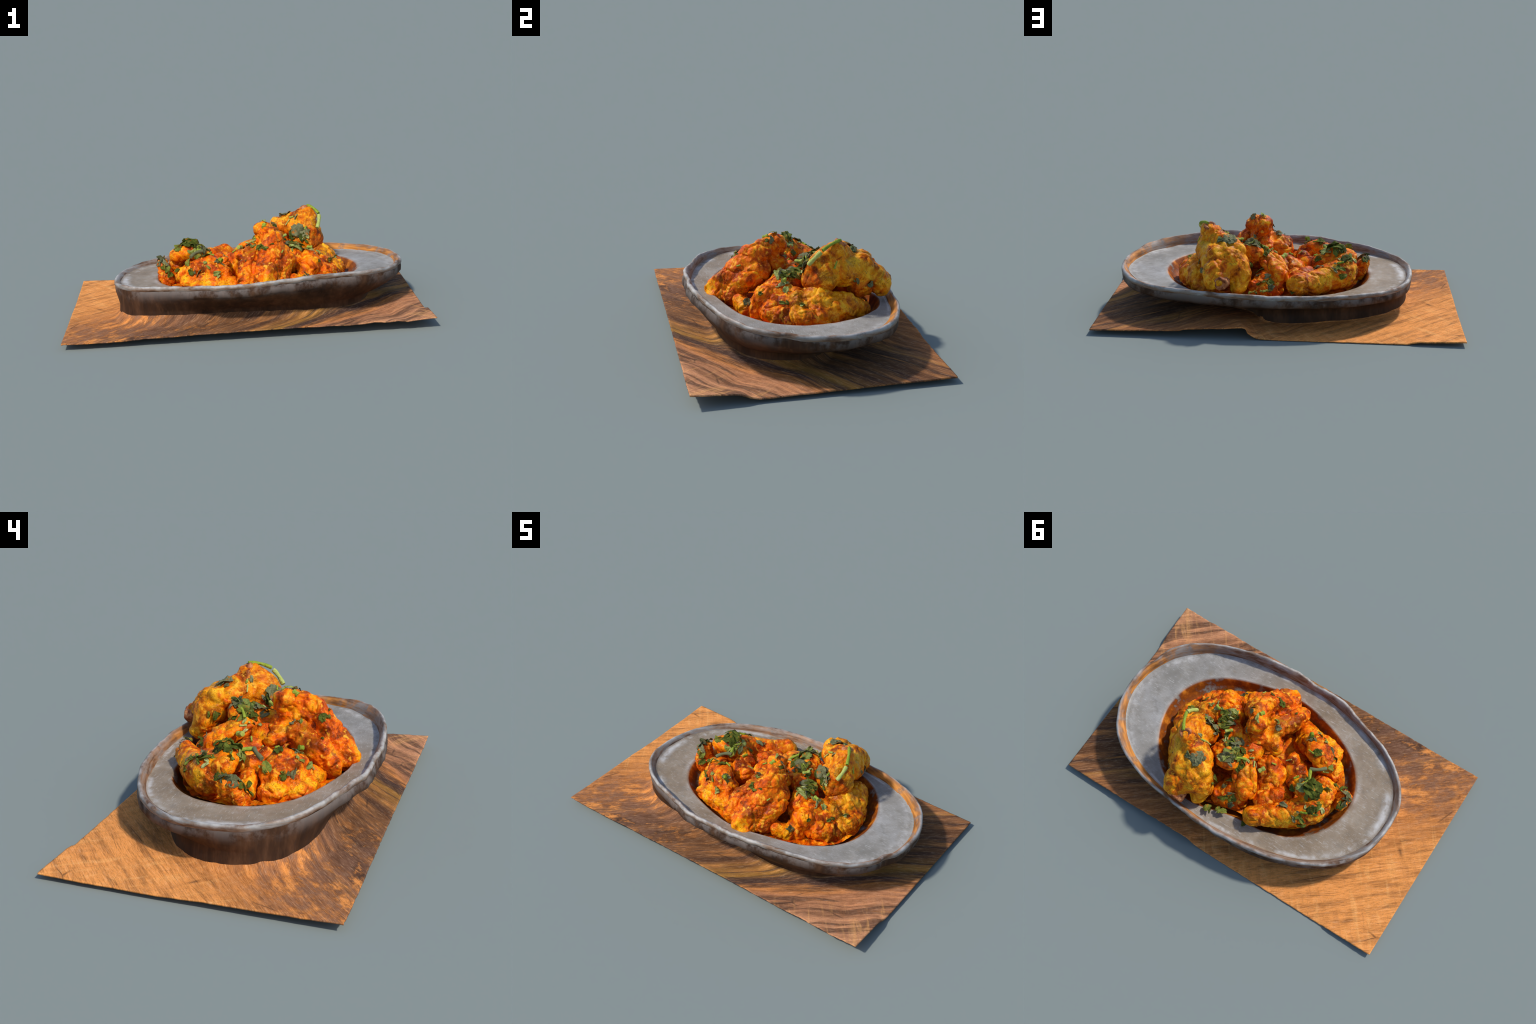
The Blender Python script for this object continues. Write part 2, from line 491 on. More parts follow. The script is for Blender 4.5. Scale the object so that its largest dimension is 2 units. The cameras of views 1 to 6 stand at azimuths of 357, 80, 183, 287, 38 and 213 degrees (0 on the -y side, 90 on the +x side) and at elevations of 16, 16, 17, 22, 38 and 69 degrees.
CIRCLE = np.stack([CT, ST, 0 * T], -1)
dent = 0.005 * fbm_all(CIRCLE, 5.0, 4, 2.2)
dentz = 0.004 * fbm_all(CIRCLE, 4.0, 4, 8.2)
notch = -0.012 * np.exp(-((T - math.radians(352)) / 0.05) ** 2)
rim_r = fourier(RIM_R, T) + dent + notch
rim_z = fourier(RIM_Z, T) + dentz
RIM3 = polar((CX, CY), rim_r, rim_z)
lip_r = np.minimum(fourier(LIP_R, T), rim_r - 0.026)
crease_z = np.minimum(0.203 + 0.009 * CT - 0.028 * ST, rim_z - 0.012)
CREASE = polar((CX, CY), lip_r, crease_z)
WELLE = polar(WELL_C, fourier(WELL_R, T), fourier(WELL_Z, T))
foot_r = interp(FOOT_TAB, np.degrees(T))
for _ in range(6):
    foot_r = (np.roll(foot_r, 2) + foot_r * 2 + np.roll(foot_r, -2)) / 4


def ring_out(base, dr, dz):
    """offset a ring outward in the plane and up"""
    c = np.array([CX, CY])
    d = base[:, :2] - c
    d /= np.linalg.norm(d, axis=1, keepdims=True)
    o = base.copy()
    o[:, :2] += d * np.broadcast_to(dr, (NT,))[:, None]
    o[:, 2] += dz
    return o


def lerp(a, b, t, bow=0.0):
    o = a * (1 - t) + b * t
    o[:, 2] += bow
    return o


def loft(name, rings, mat, parent, close=False, wobble=0.0):
    verts = np.concatenate(rings)
    if wobble:
        verts[:, 2] += wobble * fbm_all(verts, 7, 3, 4.4)
    faces = []
    R = len(rings)
    for k in range(R if close else R - 1):
        k2 = (k + 1) % R
        for i in range(NT):
            j = (i + 1) % NT
            faces.append((k * NT + i, k * NT + j, k2 * NT + j, k2 * NT + i))
    return mesh_object(name, verts, faces, mat, parent)


# flange with its dished transition into the well and the well itself (inner skin)
inner = [ring_out(CREASE, 0.006, 0.004), CREASE]
for t in np.linspace(0.06, 0.94, 14):
    inner.append(lerp(CREASE, WELLE, t))
inner += [WELLE]
WB = polar(WELL_C, fourier(WELL_R, T) * 0.60, 0.105)
for t, dz in [(0.03, -.006), (0.07, -.018), (0.11, -.035), (0.17, -.050), (0.25, -.062), (0.40, -.078), (0.7, -.09)]:
    q = WELLE + (WB - WELLE) * t
    q[:, 2] = WELLE[:, 2] + dz
    inner.append(q)
inner.append(polar(WELL_C, fourier(WELL_R, T) * 0.3, 0.105))
inner.append(polar(WELL_C, fourier(WELL_R, T) * 0.001, 0.105))
flange = loft("flange", inner, METAL, dish, wobble=0.003)
across = [0, 0] + list(np.linspace(0.06, 0.94, 14)) + [1.0]
across += [1.2] * (len(inner) - len(across))
FLANGE_ACROSS = np.array(across)

# raised bead of the rim
rim_rings = [ring_out(CREASE, 0.004, 0.002)]
top_in = ring_out(RIM3, -0.020, 0.003)
rim_rings.append(lerp(CREASE, top_in, 0.5, -0.001))
for dr, dz in [(-0.016, 0.006), (-0.010, 0.008), (-0.004, 0.006), (0.001, 0.001), (0.002, -0.006), (0.001, -0.014), (-0.002, -0.020)]:
    rim_rings.append(ring_out(RIM3, dr, dz))
rim_rings.append(ring_out(RIM3, -0.02, -0.03))
for k in range(2, len(rim_rings)):
    rim_rings[k][:, 2] += 0.0018 * fbm_all(rim_rings[k], 26, 3, 5.0)
rim_ob = loft("rim", rim_rings, RIM, dish)


def ring_attribute(ob, name, values):
    """one number per ring (or per vertex), read by the material as a profile coordinate"""
    at = ob.data.attributes.new(name, "FLOAT", "POINT")
    at.data.foreach_set("value", np.asarray(values, np.float32).ravel())


NR = len(rim_rings)
ring_attribute(rim_ob, "crest", np.repeat([0, .04, .45, .9, 1, .75, .25, 0, 0, 0][:NR], NT))
# curry oil on the inside wall of the rim, mostly at the right end
deg = (np.degrees(T) + 180) % 360 - 180
arc = np.clip((deg + 40) / 25, 0, 1) * np.clip((95 - deg) / 30, 0, 1)
arc = np.maximum(arc, 0.35 * np.clip((deg - 60) / 30, 0, 1) * np.clip((150 - deg) / 30, 0, 1))
ring_attribute(rim_ob, "oiled", np.concatenate([arc * k for k in [1, 1, .75, .2, 0, 0, 0, 0, 0, 0][:NR]]))

ring_attribute(flange, "edge_polish", np.repeat(np.exp(-((FLANGE_ACROSS - 0.10) / 0.10) ** 2) + 0.5 * np.exp(-((FLANGE_ACROSS - 0.93) / 0.06) ** 2), NT))
ring_attribute(flange, "sauce_line", np.repeat(np.clip((FLANGE_ACROSS - 0.97) / 0.15, 0, 1), NT))

# outer wall sweeping in to the foot
FOOTB = polar(FOOT_C, foot_r + 0.014, 0.02)
FOOTN = polar(FOOT_C, foot_r + 0.008, 0.095)
# the hull swells a little beyond the lip everywhere but at the back right
belly = 0.015 * interp([(0, .2), (30, 0), (85, 0), (110, .8), (150, .5), (180, 0), (205, .2), (235, 1), (320, 1), (335, .6), (360, .2)], np.degrees(T))
wall = [ring_out(RIM3, -0.002 + 0.10 * belly, -0.018), ring_out(RIM3, -0.002 + 0.55 * belly, -0.034), ring_out(RIM3, -0.005 + belly, -0.056)]
start = wall[-1]
for t in (0.2, 0.4, 0.6, 0.8):
    u = (t ** interp([(0, 1.35), (20, 1.6), (70, 1.8), (80, 1.0), (195, .95), (210, .75), (240, .75), (270, .95), (320, 1.0), (335, 1.35), (360, 1.35)], np.degrees(T)))[:, None]
    q = start * (1 - u) + FOOTN * u
    q[:, 2] = start[:, 2] * (1 - t) + FOOTN[:, 2] * t - 0.004 * math.sin(math.pi * t)
    wall.append(q)
wall += [FOOTN, lerp(FOOTN, FOOTB, 0.5), FOOTB]
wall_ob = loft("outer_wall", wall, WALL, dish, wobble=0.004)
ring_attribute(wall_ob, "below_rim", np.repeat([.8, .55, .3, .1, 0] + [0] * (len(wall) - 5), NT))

# ------------------------------------------------------------------ the curry
def unit_ball():
    bm = bmesh.new()
    bmesh.ops.create_icosphere(bm, subdivisions=2, radius=1)
    v = np.array([p.co for p in bm.verts])
    f = np.array([[p.index for p in q.verts] for q in bm.faces])
    bm.free()
    return v, f


BALL_V, BALL_F = unit_ball()


def cone_chain(balls, pts):
    """spheres strung along a polyline of (x, y, z, radius)"""
    if len(pts) == 1:
        balls.append(np.array(pts[0], float))
    for a, b in zip(pts, pts[1:]):
        a, b = np.array(a, float), np.array(b, float)
        L = np.linalg.norm(a[:3] - b[:3])
        n = max(1, int(L / (0.4 * min(a[3], b[3]))))
        balls += [a + (b - a) * i / n for i in range(n + 1)]


CURRY = {}
PIECES = []


def curry(gold, red):
    key = (round(gold, 1), round(red, 1))
    if key not in CURRY:
        CURRY[key] = curry_material("curry_sauce", key[0], key[1], 1.7 * len(CURRY))
    return CURRY[key]


def piece(name, chains, gold=0.4, red=0.4, lump=0.012, crumb=0.006, voxel=0.004, seed=0.0, smooth=6):
    balls = []
    for ch in chains:
        cone_chain(balls, ch)
    V = np.concatenate([BALL_V * q[3] + q[:3] for q in balls])
    Fc = np.concatenate([BALL_F + i * len(BALL_V) for i in range(len(balls))])
    me = bpy.data.meshes.new(name)
    me.from_pydata(V.tolist(), [], Fc.tolist())
    tmp = link(bpy.data.objects.new(name, me))
    r = tmp.modifiers.new("remesh", "REMESH")
    r.mode = "VOXEL"
    r.voxel_size = voxel
    s = tmp.modifiers.new("smooth", "SMOOTH")
    s.iterations = smooth
    s.factor = 0.5
    ev = tmp.evaluated_get(bpy.context.evaluated_depsgraph_get())
    out = bpy.data.meshes.new_from_object(ev)
    bpy.data.objects.remove(tmp)
    out.name = name
    n = len(out.vertices)
    P, N = np.empty(n * 3), np.empty(n * 3)
    out.vertices.foreach_get("co", P)
    out.vertices.foreach_get("normal", N)
    P, N = P.reshape(-1, 3), N.reshape(-1, 3)
    W = P + 0.02 * np.stack([fbm_all(P, 14, 2, seed + k) for k in (3, 5, 9)], -1)
    d = 0.6 * lump * fbm_all(P, 9, 2, seed)
    # scooped facets with sharp ridges between, drawn out along the fibres of the piece
    ax = GRAD[int(seed * 37) % 256]
    A = W - 0.55 * (W @ ax)[:, None] * ax
    d += lump * 2.3 * (cells(A * 10 + seed) - 0.50) + lump * 0.5 * (cells(A * 20 - seed) - 0.52)
    # folds of skin: thin valleys
    d -= crumb * 1.5 * (1 - np.minimum(1, np.abs(perlin(A * 11 + seed)) * 4)) ** 2
    # clotted sauce in places only, other flanks stay smooth
    clot = np.clip(fbm_all(P, 8, 2, seed + 7) * 2.2 + 0.1, 0.0, 1)
    d += clot * crumb * (0.9 * fbm_all(W, 42, 3, seed + 2) + 0.8 * (0.5 - cells(W * 36 + seed)))
    d += crumb * 0.22 * fbm_all(W, 60, 2, seed + 4)
    out.vertices.foreach_set("co", (P + N * d[:, None]).ravel())
    out.update()
    out.polygons.foreach_set("use_smooth", [True] * len(out.polygons))
    out.materials.clear()
    out.materials.append(curry(gold, red))
    ob = link(bpy.data.objects.new(name, out), food)
    PIECES.append(ob)
    return ob


food = link(bpy.data.objects.new("chicken_curry", None), dish)

# upright drumstick on the right: knob, broad meaty face, back bulge with a cut bone, a lower tip and a spur
piece("chicken_drumstick", [
    [(.382, .206, .480, .050), (.410, .186, .482, .050), (.425, .158, .474, .038)],
    [(.395, .180, .445, .066), (.400, .150, .400, .075), (.410, .125, .345, .080)],
    [(.400, .180, .484, .046), (.412, .125, .456, .042), (.412, .082, .405, .042), (.400, .080, .340, .062)],
    [(.350, .125, .395, .058), (.345, .110, .340, .065)],
    [(.340, .220, .400, .080), (.285, .285, .383, .080), (.265, .345, .350, .088), (.250, .345, .33, .09)],
    [(.400, .225, .365, .078), (.335, .320, .350, .092), (.375, .320, .285, .066)],
    [(.375, .205, .450, .055), (.285, .265, .398, .070)],
    [(.235, .315, .400, .050), (.300, .300, .412, .052)],
    [(.285, .390, .315, .068), (.300, .430, .280, .045)],
    [(.220, .360, .285, .070), (.220, .395, .230, .050)],
    [(.345, .400, .315, .070), (.355, .432, .275, .055), (.325, .438, .290, .052)],
], gold=0.6, red=0.2, lump=0.008, crumb=0.004, seed=1.0, smooth=12)
# golden mass it rests on
piece("chicken_thigh", [
    [(.45, .04, .215, .095), (.49, .12, .200, .095), (.45, .21, .195, .088)],
    [(.42, .10, .285, .070), (.47, .08, .245, .080)],
    [(.44, -.02, .240, .080), (.39, -.085, .258, .078)],
    [(.52, -.005, .195, .070), (.54, .09, .185, .060)],
    [(.43, .27, .180, .070), (.395, .315, .165, .055)],
], gold=0.7, red=0.3, lump=0.012, crumb=0.006, seed=2.0)
piece("chicken_chunk", [
    [(.372, -.155, .258, .072), (.370, -.165, .290, .042)],
    [(.44, -.125, .205, .075), (.50, -.075, .175, .065)],
    [(.345, -.190, .200, .060)],
], gold=0.5, red=0.6, lump=0.012, crumb=0.007, seed=3.0)
piece("chicken_chunk", [[(.275, -.255, .205, .050), (.31, -.235, .20, .05)]], gold=0.3, red=0.9, crumb=0.006, seed=4.0)
# central drumstick leaning over the near rim
piece("chicken_drumstick", [
    [(.120, -.052, .446, .058), (.162, -.118, .434, .066), (.168, -.178, .404, .073), (.140, -.250, .330, .076), (.118, -.310, .268, .075), (.085, -.355, .232, .064)],
    [(.105, -.310, .250, .060), (.135, -.365, .205, .050)],
    [(.055, -.130, .330, .070), (.030, -.220, .285, .072), (.005, -.295, .225, .062)],
    [(.040, -.060, .310, .060), (-.010, -.030, .302, .043)],
    [(.195, -.165, .350, .070), (.220, -.205, .320, .060), (.185, -.280, .220, .055)],
    [(.13, -.07, .37, .07), (.12, -.03, .31, .07)],
], gold=0.5, red=0.5, lump=0.013, crumb=0.007, seed=5.0)
# left front piece
piece("chicken_thigh", [
    [(-.140, -.170, .248, .070), (-.200, -.145, .285, .070), (-.275, -.115, .255, .070)],
    [(-.235, -.175, .205, .070), (-.160, -.190, .200, .075), (-.09, -.19, .18, .065)],
    [(-.305, -.130, .195, .070)],
    [(-.250, -.215, .185, .070), (-.150, -.235, .190, .070), (-.06, -.24, .18, .06)],
], gold=0.5, red=0.4, crumb=0.007, seed=6.0)
# left back leg with a flared end
piece("chicken_leg", [
    [(-.095, .335, .220, .060), (-.160, .285, .215, .068), (-.250, .215, .222, .080), (-.345, .145, .245, .086)],
    [(-.095, .335, .245, .040), (-.105, .325, .21, .058)],
    [(-.385, .065, .310, .048), (-.300, .080, .325, .050), (-.240, .080, .295, .048), (-.190, .060, .260, .050)],
    [(-.340, .115, .285, .068), (-.375, .105, .250, .062)],
], gold=0.8, red=0.3, lump=0.009, crumb=0.005, seed=7.0)
piece("chicken_chunk", [[(-.466, .038, .265, .032), (-.455, .030, .22, .035)], [(-.468, -.005, .262, .028), (-.44, .0, .21, .04)], [(-.468, -.030, .220, .034), (-.44, -.04, .18, .04)]],
      gold=0.3, red=0.5, lump=0.006, seed=8.0)
piece("chicken_chunk", [[(-.36, -.02, .20, .050), (-.31, -.02, .24, .050)]], gold=0.2, red=0.6, seed=8.5)
# middle of the heap
piece("chicken_chunk", [
    [(-.080, .080, .205, .078), (-.010, .060, .225, .085), (-.06, .16, .185, .070)],
    [(-.125, -.040, .270, .048), (-.15, -.02, .24, .06), (-.20, .03, .24, .06)],
], gold=0.4, red=0.5, crumb=0.006, seed=9.0)
piece("chicken_chunk", [
    [(.10, .03, .27, .075), (.20, .03, .300, .070), (.29, .00, .288, .066)],
    [(.285, -.050, .305, .062), (.30, -.10, .27, .06)],
    [(.17, .10, .325, .066), (.165, .175, .345, .064), (.22, .14, .33, .07)],
], gold=0.3, red=0.7, crumb=0.006, seed=10.0)
piece("chicken_chunk", [
    [(.10, .25, .210, .070), (.135, .315, .180, .062), (.03, .28, .175, .06)],
    [(.10, .14, .315, .050), (.050, .195, .285, .052), (.010, .245, .240, .052)],
    [(-.10, .22, .195, .075), (-.15, .15, .20, .07)],
], gold=0.2, red=0.7, crumb=0.006, seed=15.0)
# torn strands of meat
for k, (a, b, r) in enumerate([
    ((.105, .110, .335), (.005, .235, .268), .022),
    ((.070, .090, .335), (-.030, .225, .268), .020),
    ((.125, .165, .325), (.050, .270, .250), .022),
]):
    m1 = tuple((p + q) / 2 + (0.014 if i == 2 else 0) for i, (p, q) in enumerate(zip(a, b)))
    piece("meat_strand", [[a + (r * .8,), m1 + (r * 1.1,), b + (r * .75,)]], gold=0.3, red=0.5, lump=0.006, crumb=0.004, voxel=0.004, seed=11.0 + k, smooth=3)


def bone_material():
    m = Nodes("roasted_bone")
    w = m.noise(m.co, 45, 5, 0.65, 0.4)
    c = m.ramp(w, [(0.34, (0.13, 0.030, 0.012)), (0.48, (0.36, 0.095, 0.03)), (0.60, (0.52, 0.20, 0.07)), (0.72, (0.68, 0.42, 0.22))])
    return m.finish(c, 0.5, m.bump(w, 0.5, 0.01), spec=0.2)


BONE = bone_material()


def bone_end(centre, axis, r):
    """the sawn, slightly hollow end of a bone standing proud of the meat"""
    ax = Vector(axis).normalized()
    u = ax.orthogonal().normalized()
    v = ax.cross(u)
    rings = []
    for rad, out in [(1.0, -1.2), (1.04, -0.2), (1.0, 0.12), (0.86, 0.26), (0.62, 0.16), (0.36, 0.02), (0.08, -0.04)]:
        for i in range(48):
            a = TAU * i / 48
            wob = 1 + 0.10 * math.sin(3 * a + centre[0] * 90) + 0.05 * math.sin(7 * a)
            rings.append(Vector(centre) + (u * math.cos(a) + v * math.sin(a)) * r * rad * wob + ax * r * out)
    P = np.array([tuple(p) for p in rings])
    P += 0.05 * r * np.stack([fbm_all(P, 60, 3, k) for k in (1, 2, 3)], -1)
    faces = [(k * 48 + i, k * 48 + (i + 1) % 48, (k + 1) * 48 + (i + 1) % 48, (k + 1) * 48 + i) for k in range(6) for i in range(48)]
    mesh_object("bone", P, faces, BONE, food)


bone_end((.306, .482, .268), (.05, .95, -.20), .038)
bone_end((.395, .222, .515), (-.05, .45, .75), .030)


# gravy lying in the well
def build_gravy():
    rings = []
    for f in (0.985, 0.95, 0.9, 0.8, 0.7, 0.6, 0.5, 0.4, 0.3, 0.2, 0.1, 0.01):
        q = polar(WELL_C, fourier(WELL_R, T) * (f * 0.90), 0.153 - 0.012 * ST + 0.010 * max(0, (f - 0.7) / 0.3))
        q[:, 2] += 0.014 * fbm_all(q, 12, 4, 3.0)
        rings.append(q)
    ob = loft("gravy", rings, curry(0.2, 0.9), food)
    ob["kind"] = "stuff"
    return ob


gravy = build_gravy()


# ------------------------------------------------------------------ chopped coriander
def food_tree():
    V, F, n = [], [], 0
    for ob in PIECES + [gravy]:
        V += [v.co.copy() for v in ob.data.vertices]
        F += [tuple(i + n for i in p.vertices) for p in ob.data.polygons]
        n = len(V)
    return BVHTree.FromPolygons(V, F)


TREE = food_tree()
LEAF_DARK = leaf_material("coriander_dark", (.034, .042, .005), (.125, .150, .016), (.28, .30, .05))
LEAF_PALE = leaf_material("coriander_pale", (.14, .18, .03), (.36, .40, .10), (.62, .62, .27))
LEAF_OLD = leaf_material("coriander_wilted", (.06, .065, .02), (.17, .17, .075), (.33, .32, .16))
STEM = leaf_material("coriander_stem", (.22, .30, .02), (.40, .48, .06), (.60, .62, .20))


def leaf_mesh(name, lobes, slim, curl, fold, seed):
    """a lobed blade of unit length lying in xy, cupped and folded along its midrib, with thickness"""
    rnd = random.Random(seed)
    nr, na = 6, 48
    top = [(0.0, 0.0, 0.0)]
    ph = rnd.uniform(-.4, .4)
    for k in range(1, nr + 1):
        for i in range(na):
            a = TAU * i / na
            edge = 0.40 + 0.12 * abs(math.cos(lobes * a / 2 + ph)) ** 0.6 + 0.025 * math.cos(11 * a + seed) - 0.12 * math.exp(-((a - math.pi) / 0.35) ** 2)
            r = edge * k / nr
            x, y = r * math.cos(a), r * math.sin(a) * slim
            z = -curl * x * x + fold * abs(y) + 0.05 * math.sin(7 * x + seed) * math.cos(9 * y) + 0.04 * math.sin(lobes * a + seed) * (k / nr) ** 2
            top.append((x, y, z))
    n = len(top)
    th = 0.028
    verts = top + [(x, y, z - th) for x, y, z in top]
    faces = []
    for i in range(na):
        j = (i + 1) % na
        faces.append((0, 1 + i, 1 + j))
        faces.append((n, n + 1 + j, n + 1 + i))
        for k in range(nr - 1):
            a, b, c, d = 1 + k * na + i, 1 + k * na + j, 1 + (k + 1) * na + j, 1 + (k + 1) * na + i
            faces.append((a, d, c, b))
            faces.append((n + a, n + b, n + c, n + d))
        a, b = 1 + (nr - 1) * na + i, 1 + (nr - 1) * na + j
        faces.append((a, n + a, n + b, b))
    me = bpy.data.meshes.new(name)
    me.from_pydata(verts, [], faces)
    me.polygons.foreach_set("use_smooth", [True] * len(me.polygons))
    return me


BLADES = {}
for mat in (LEAF_DARK, LEAF_PALE, LEAF_OLD):
    BLADES[mat] = []
    for k, (lob, slim, curl, fold) in enumerate([(3, .75, .5, .22), (5, .7, .3, .3), (5, .9, .6, .15), (4, .5, .4, .35), (3, .38, .5, .25)]):
        me = leaf_mesh("herb_leaf", lob, slim, curl, fold, k + 3)
        me.materials.append(mat)
        BLADES[mat].append(me)

rnd = random.Random(21)


def settle(p, lift):
    co, nm, _, _ = TREE.find_nearest(Vector(p))
    if nm.z < 0.05:
        nm = (nm + Vector((0, 0, 0.6))).normalized()
    return co + nm * lift, nm


def leaf(x, y, z, size, mat, blade=None, tilt=0.32, stand=0.0):
    co, nm = settle((x, y, z), 0.05 * size + 0.003)
    if stand:
        co = co.lerp(Vector((x, y, z)), stand)
    nm = (nm + Vector((rnd.uniform(-1, 1), rnd.uniform(-1, 1), rnd.uniform(-.3, .6))) * tilt).normalized()
    me = BLADES[mat][rnd.randrange(5) if blade is None else blade]
    ob = bpy.data.objects.new("herb_leaf", me)
    q = nm.to_track_quat("Z", "Y").to_matrix() @ Matrix.Rotation(rnd.uniform(0, TAU), 3, "Z")
    s = size * rnd.uniform(0.9, 1.12)
    ob.matrix_world = Matrix.Translation(co) @ q.to_4x4() @ Matrix.Diagonal((s, s * rnd.uniform(.8, 1.1), s, 1))
    link(ob)
    ob.parent = food


D, P_, O = LEAF_DARK, LEAF_PALE, LEAF_OLD


def sprig(x, y, z, size, mat, blade=None, **kw):
    """a torn bit of coriander: one blade and a smaller shred or two beside it"""
    leaf(x, y, z, size, mat, blade, **kw)
    for k in range(1 if size < 0.065 else 2):
        a = rnd.uniform(0, TAU)
        leaf(x + 0.42 * size * math.cos(a), y + 0.42 * size * math.sin(a), z, size * rnd.uniform(0.4, 0.65),
             mat if rnd.random() < 0.7 else rnd.choice([LEAF_DARK, LEAF_OLD, LEAF_PALE]), rnd.choice([0, 3, 4]))


# the green heap running across the middle
for row in [
    (.300, -.010, .360, .085, D), (.325, -.035, .365, .070, D), (.280, .020, .360, .075, D), (.345, .010, .365, .06, D), (.302, -.083, .371, .095, P_, 4), (.285, -.070, .375, .07, P_, 3),
    (.335, .067, .414, .085, O), (.365, .055, .405, .070, O), (.300, .060, .400, .070, D), (.250, .055, .375, .065, D),
    (.185, .080, .397, .075, O), (.200, .110, .400, .060, D), (.160, .186, .418, .085, O, 1), (.175, .150, .405, .060, P_), (.130, .150, .385, .065, D),
    (.105, .165, .355, .070, D), (.085, .150, .350, .060, D), (.125, .190, .345, .060, D), (.070, .120, .360, .045, P_, 4), (.120, .090, .375, .055, D),
    (.150, .050, .370, .055, O, 4), (.090, .060, .345, .040, P_, 4), (.230, .085, .385, .05, P_, 4), (.03, .10, .32, .05, P_, 4),
    (.315, .020, .370, .080, D), (.295, -.040, .370, .075, D), (.265, .000, .350, .070, O), (.335, -.015, .360, .06, P_, 3), (.350, .035, .395, .07, D), (.310, .085, .405, .065, O),
    (.200, .060, .390, .065, D), (.170, .105, .395, .060, O), (.145, .175, .405, .065, D), (.150, .120, .390, .055, P_), (.115, .140, .370, .065, D), (.095, .180, .350, .055, D),
    # on and behind the upright drumstick
    (.286, .284, .448, .100, O, 0), (.270, .290, .445, .060, O), (.175, .300, .330, .075, D, 4), (.340, .180, .470, .045, O), (.440, .290, .330, .045, O), (.42, .36, .30, .05, O),
    # along the strands and down in the gap
    (.100, .245, .260, .075, D, 4), (.085, .285, .245, .070, O), (.060, .300, .230, .065, D), (.110, .310, .215, .055, D), (.045, .330, .200, .055, O),
    # left back leg
    (-.374, .148, .322, .080, D, 4), (-.350, .160, .320, .060, D), (-.330, .225, .280, .065, D, 4), (-.211, .214, .290, .060, O), (-.335, .235, .255, .05, D), (-.400, .130, .310, .05, P_),
    # bunch at the left top
    (-.294, .095, .393, .105, D), (-.320, .060, .385, .085, D), (-.270, .060, .370, .085, D), (-.250, .095, .345, .070, P_), (-.330, .100, .375, .070, D), (-.285, .020, .330, .080, P_),
    (-.260, .020, .320, .075, D), (-.230, .060, .330, .060, O), (-.300, .130, .350, .06, D), (-.21, .10, .30, .05, D),
    # leaning on the left end
    (-.455, -.020, .290, .075, O), (-.435, -.050, .265, .070, D), (-.480, .040, .300, .060, O), (-.470, .060, .300, .050, D), (-.41, -.06, .25, .06, D),
    # on the central drumstick
    (.033, -.109, .411, .045, O), (.101, -.248, .413, .055, D, 4), (.085, -.235, .405, .045, D), (.128, -.059, .515, .050, P_, 4), (.180, -.080, .490, .050, O), (.05, -.15, .40, .035, P_, 4),
    # left front piece
    (-.162, -.250, .275, .055, P_, 3), (-.126, -.194, .325, .055, P_, 4), (-.145, -.180, .330, .045, O), (-.220, -.120, .360, .050, D), (-.265, -.200, .270, .060, O), (-.300, -.170, .270, .050, D), (-.315, -.10, .30, .06, D),
    # right front
    (.405, -.075, .335, .055, P_, 4), (.360, -.060, .340, .045, P_, 4), (.500, -.090, .270, .045, D, 4), (.440, -.060, .320, .040, P_), (.345, -.240, .240, .040, O), (.530, .00, .28, .04, D),
]:
    sprig(*row)
# blades standing proud
for row in [(-.475, .012, .312, .065, O, 3), (-.483, -.005, .290, .065, O, 0), (.160, .190, .425, .070, P_, 4), (-.37, .03, .36, .06, D, 2)]:
    leaf(*row, tilt=1.2, stand=0.75)
# flakes thrown over everything
for k in range(14):
    leaf(rnd.uniform(-.42, .5), rnd.uniform(-.3, .36), rnd.uniform(.3, .5), rnd.uniform(.018, .036), rnd.choice([D, O, O, P_]), tilt=0.3)
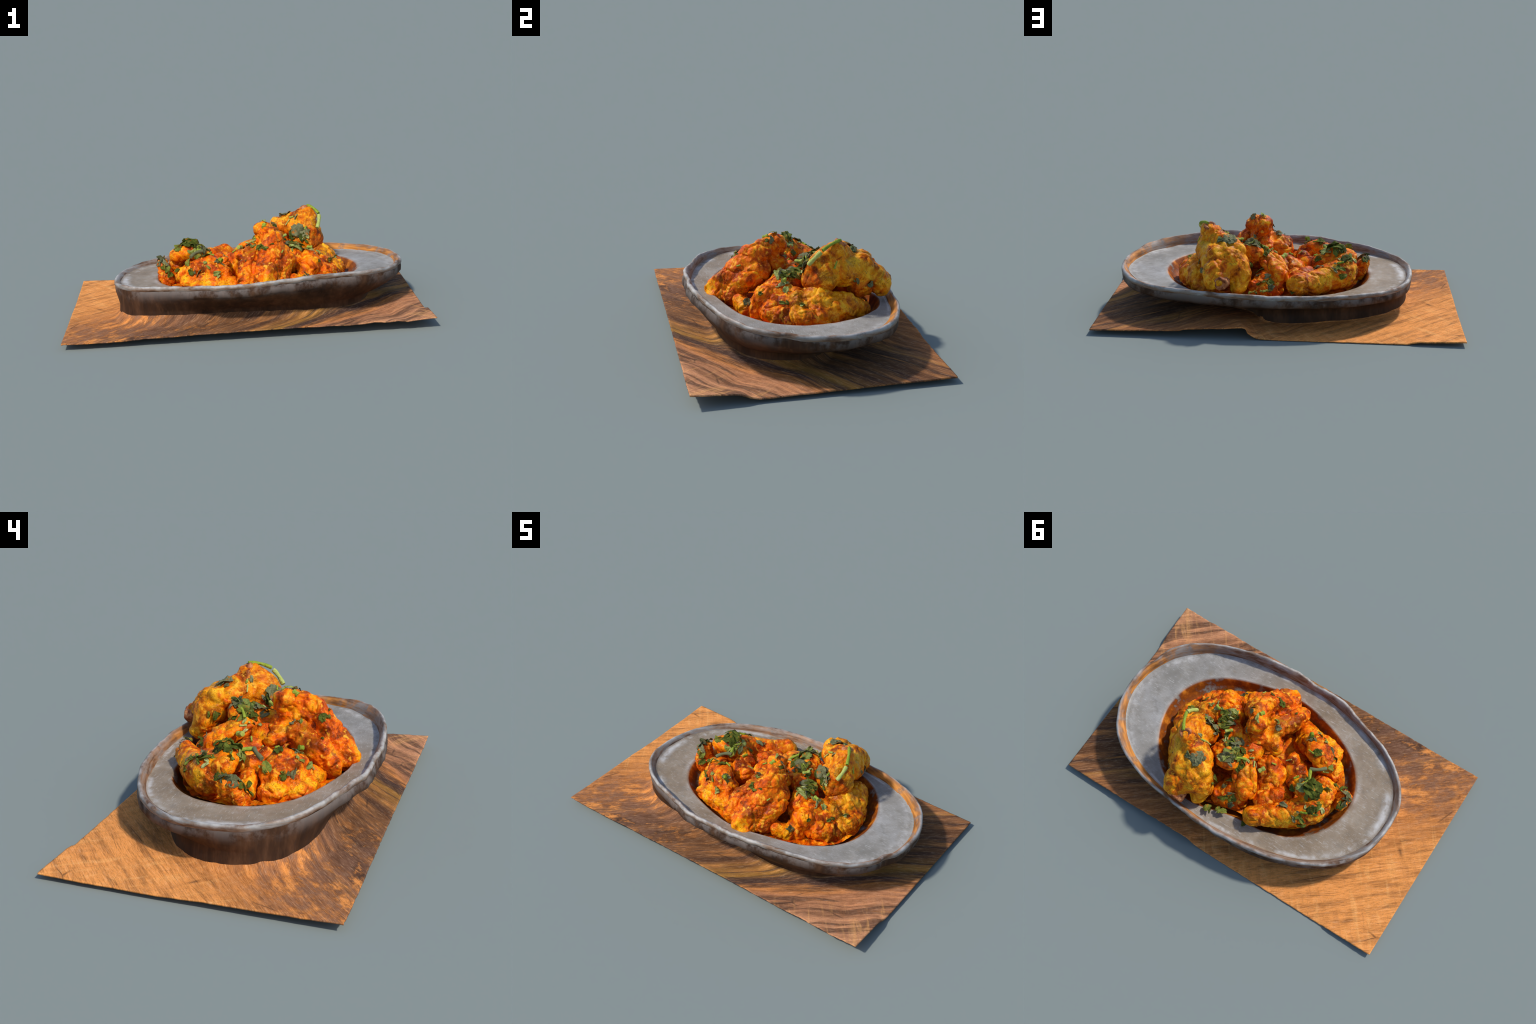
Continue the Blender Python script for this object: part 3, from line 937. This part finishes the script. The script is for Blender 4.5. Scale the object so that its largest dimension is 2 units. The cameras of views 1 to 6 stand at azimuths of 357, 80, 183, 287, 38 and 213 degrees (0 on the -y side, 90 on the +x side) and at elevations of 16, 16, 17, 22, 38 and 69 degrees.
# a few that fell on the flange
for x, y, z in [(.091, .400, .200), (.075, .405, .2), (.060, .395, .198), (-.070, .385, .192), (.145, .425, .200), (.125, .43, .2)]:
    s = rnd.uniform(.03, .06)
    ob = link(bpy.data.objects.new("herb_leaf", rnd.choice(BLADES[D])), food)
    ob.matrix_world = Matrix.Translation((x, y, z + .008)) @ Matrix.Rotation(rnd.uniform(0, 6), 4, "Z") @ Matrix.Rotation(rnd.uniform(-.4, .4), 4, "X") @ Matrix.Diagonal((s, s, s, 1))


def stem(pts, r, mat=STEM):
    cu = bpy.data.curves.new("herb_stem", "CURVE")
    cu.dimensions = "3D"
    sp = cu.splines.new("POLY")
    n = 14
    P = [Vector(p) for p in pts]
    sp.points.add(n - 1)
    for i in range(n):
        t = i / (n - 1)
        q = P[0].lerp(P[1], t) if len(P) == 2 else P[0].lerp(P[1], t).lerp(P[1].lerp(P[2], t), t)
        sp.points[i].co = (*q, 1)
        sp.points[i].radius = 1 + 0.12 * math.sin(9 * t)
    cu.bevel_depth = r
    cu.bevel_resolution = 3
    cu.use_fill_caps = True
    tmp = link(bpy.data.objects.new("herb_stem", cu))
    me = bpy.data.meshes.new_from_object(tmp.evaluated_get(bpy.context.evaluated_depsgraph_get()))
    bpy.data.objects.remove(tmp)
    me.materials.clear()
    me.materials.append(mat)
    me.polygons.foreach_set("use_smooth", [True] * len(me.polygons))
    link(bpy.data.objects.new("herb_stem", me), food)


stem([(.408, .216, .528), (.440, .170, .530), (.462, .115, .500)], .0085)
stem([(.463, .108, .492), (.464, .078, .468), (.444, .050, .430)], .0105)
stem([(-.230, -.020, .345), (-.270, -.030, .350), (-.300, -.075, .330)], .010, LEAF_OLD)
stem([(-.235, -.020, .345), (-.255, .030, .345), (-.285, .060, .340)], .009)
stem([(.120, -.110, .488), (.128, -.085, .500)], .012)
stem([(.140, .170, .400), (.110, .140, .390), (.080, .125, .365)], .007)
stem([(.370, -.050, .345), (.400, -.060, .345)], .008)
stem([(.230, .03, .39), (.26, .06, .395)], .008)
stem([(-.02, .10, .325), (.00, .13, .315)], .012)
stem([(-.125, -.205, .335), (-.14, -.19, .340)], .011)
for k in range(16):
    co, nm = settle((rnd.uniform(-.4, .48), rnd.uniform(-.25, .3), rnd.uniform(.3, .5)), .004)
    t = nm.orthogonal().normalized()
    t.rotate(Matrix.Rotation(rnd.uniform(0, 6), 3, nm))
    L = rnd.uniform(.010, .022)
    stem([co - t * L, co + t * L], rnd.uniform(.003, .006))
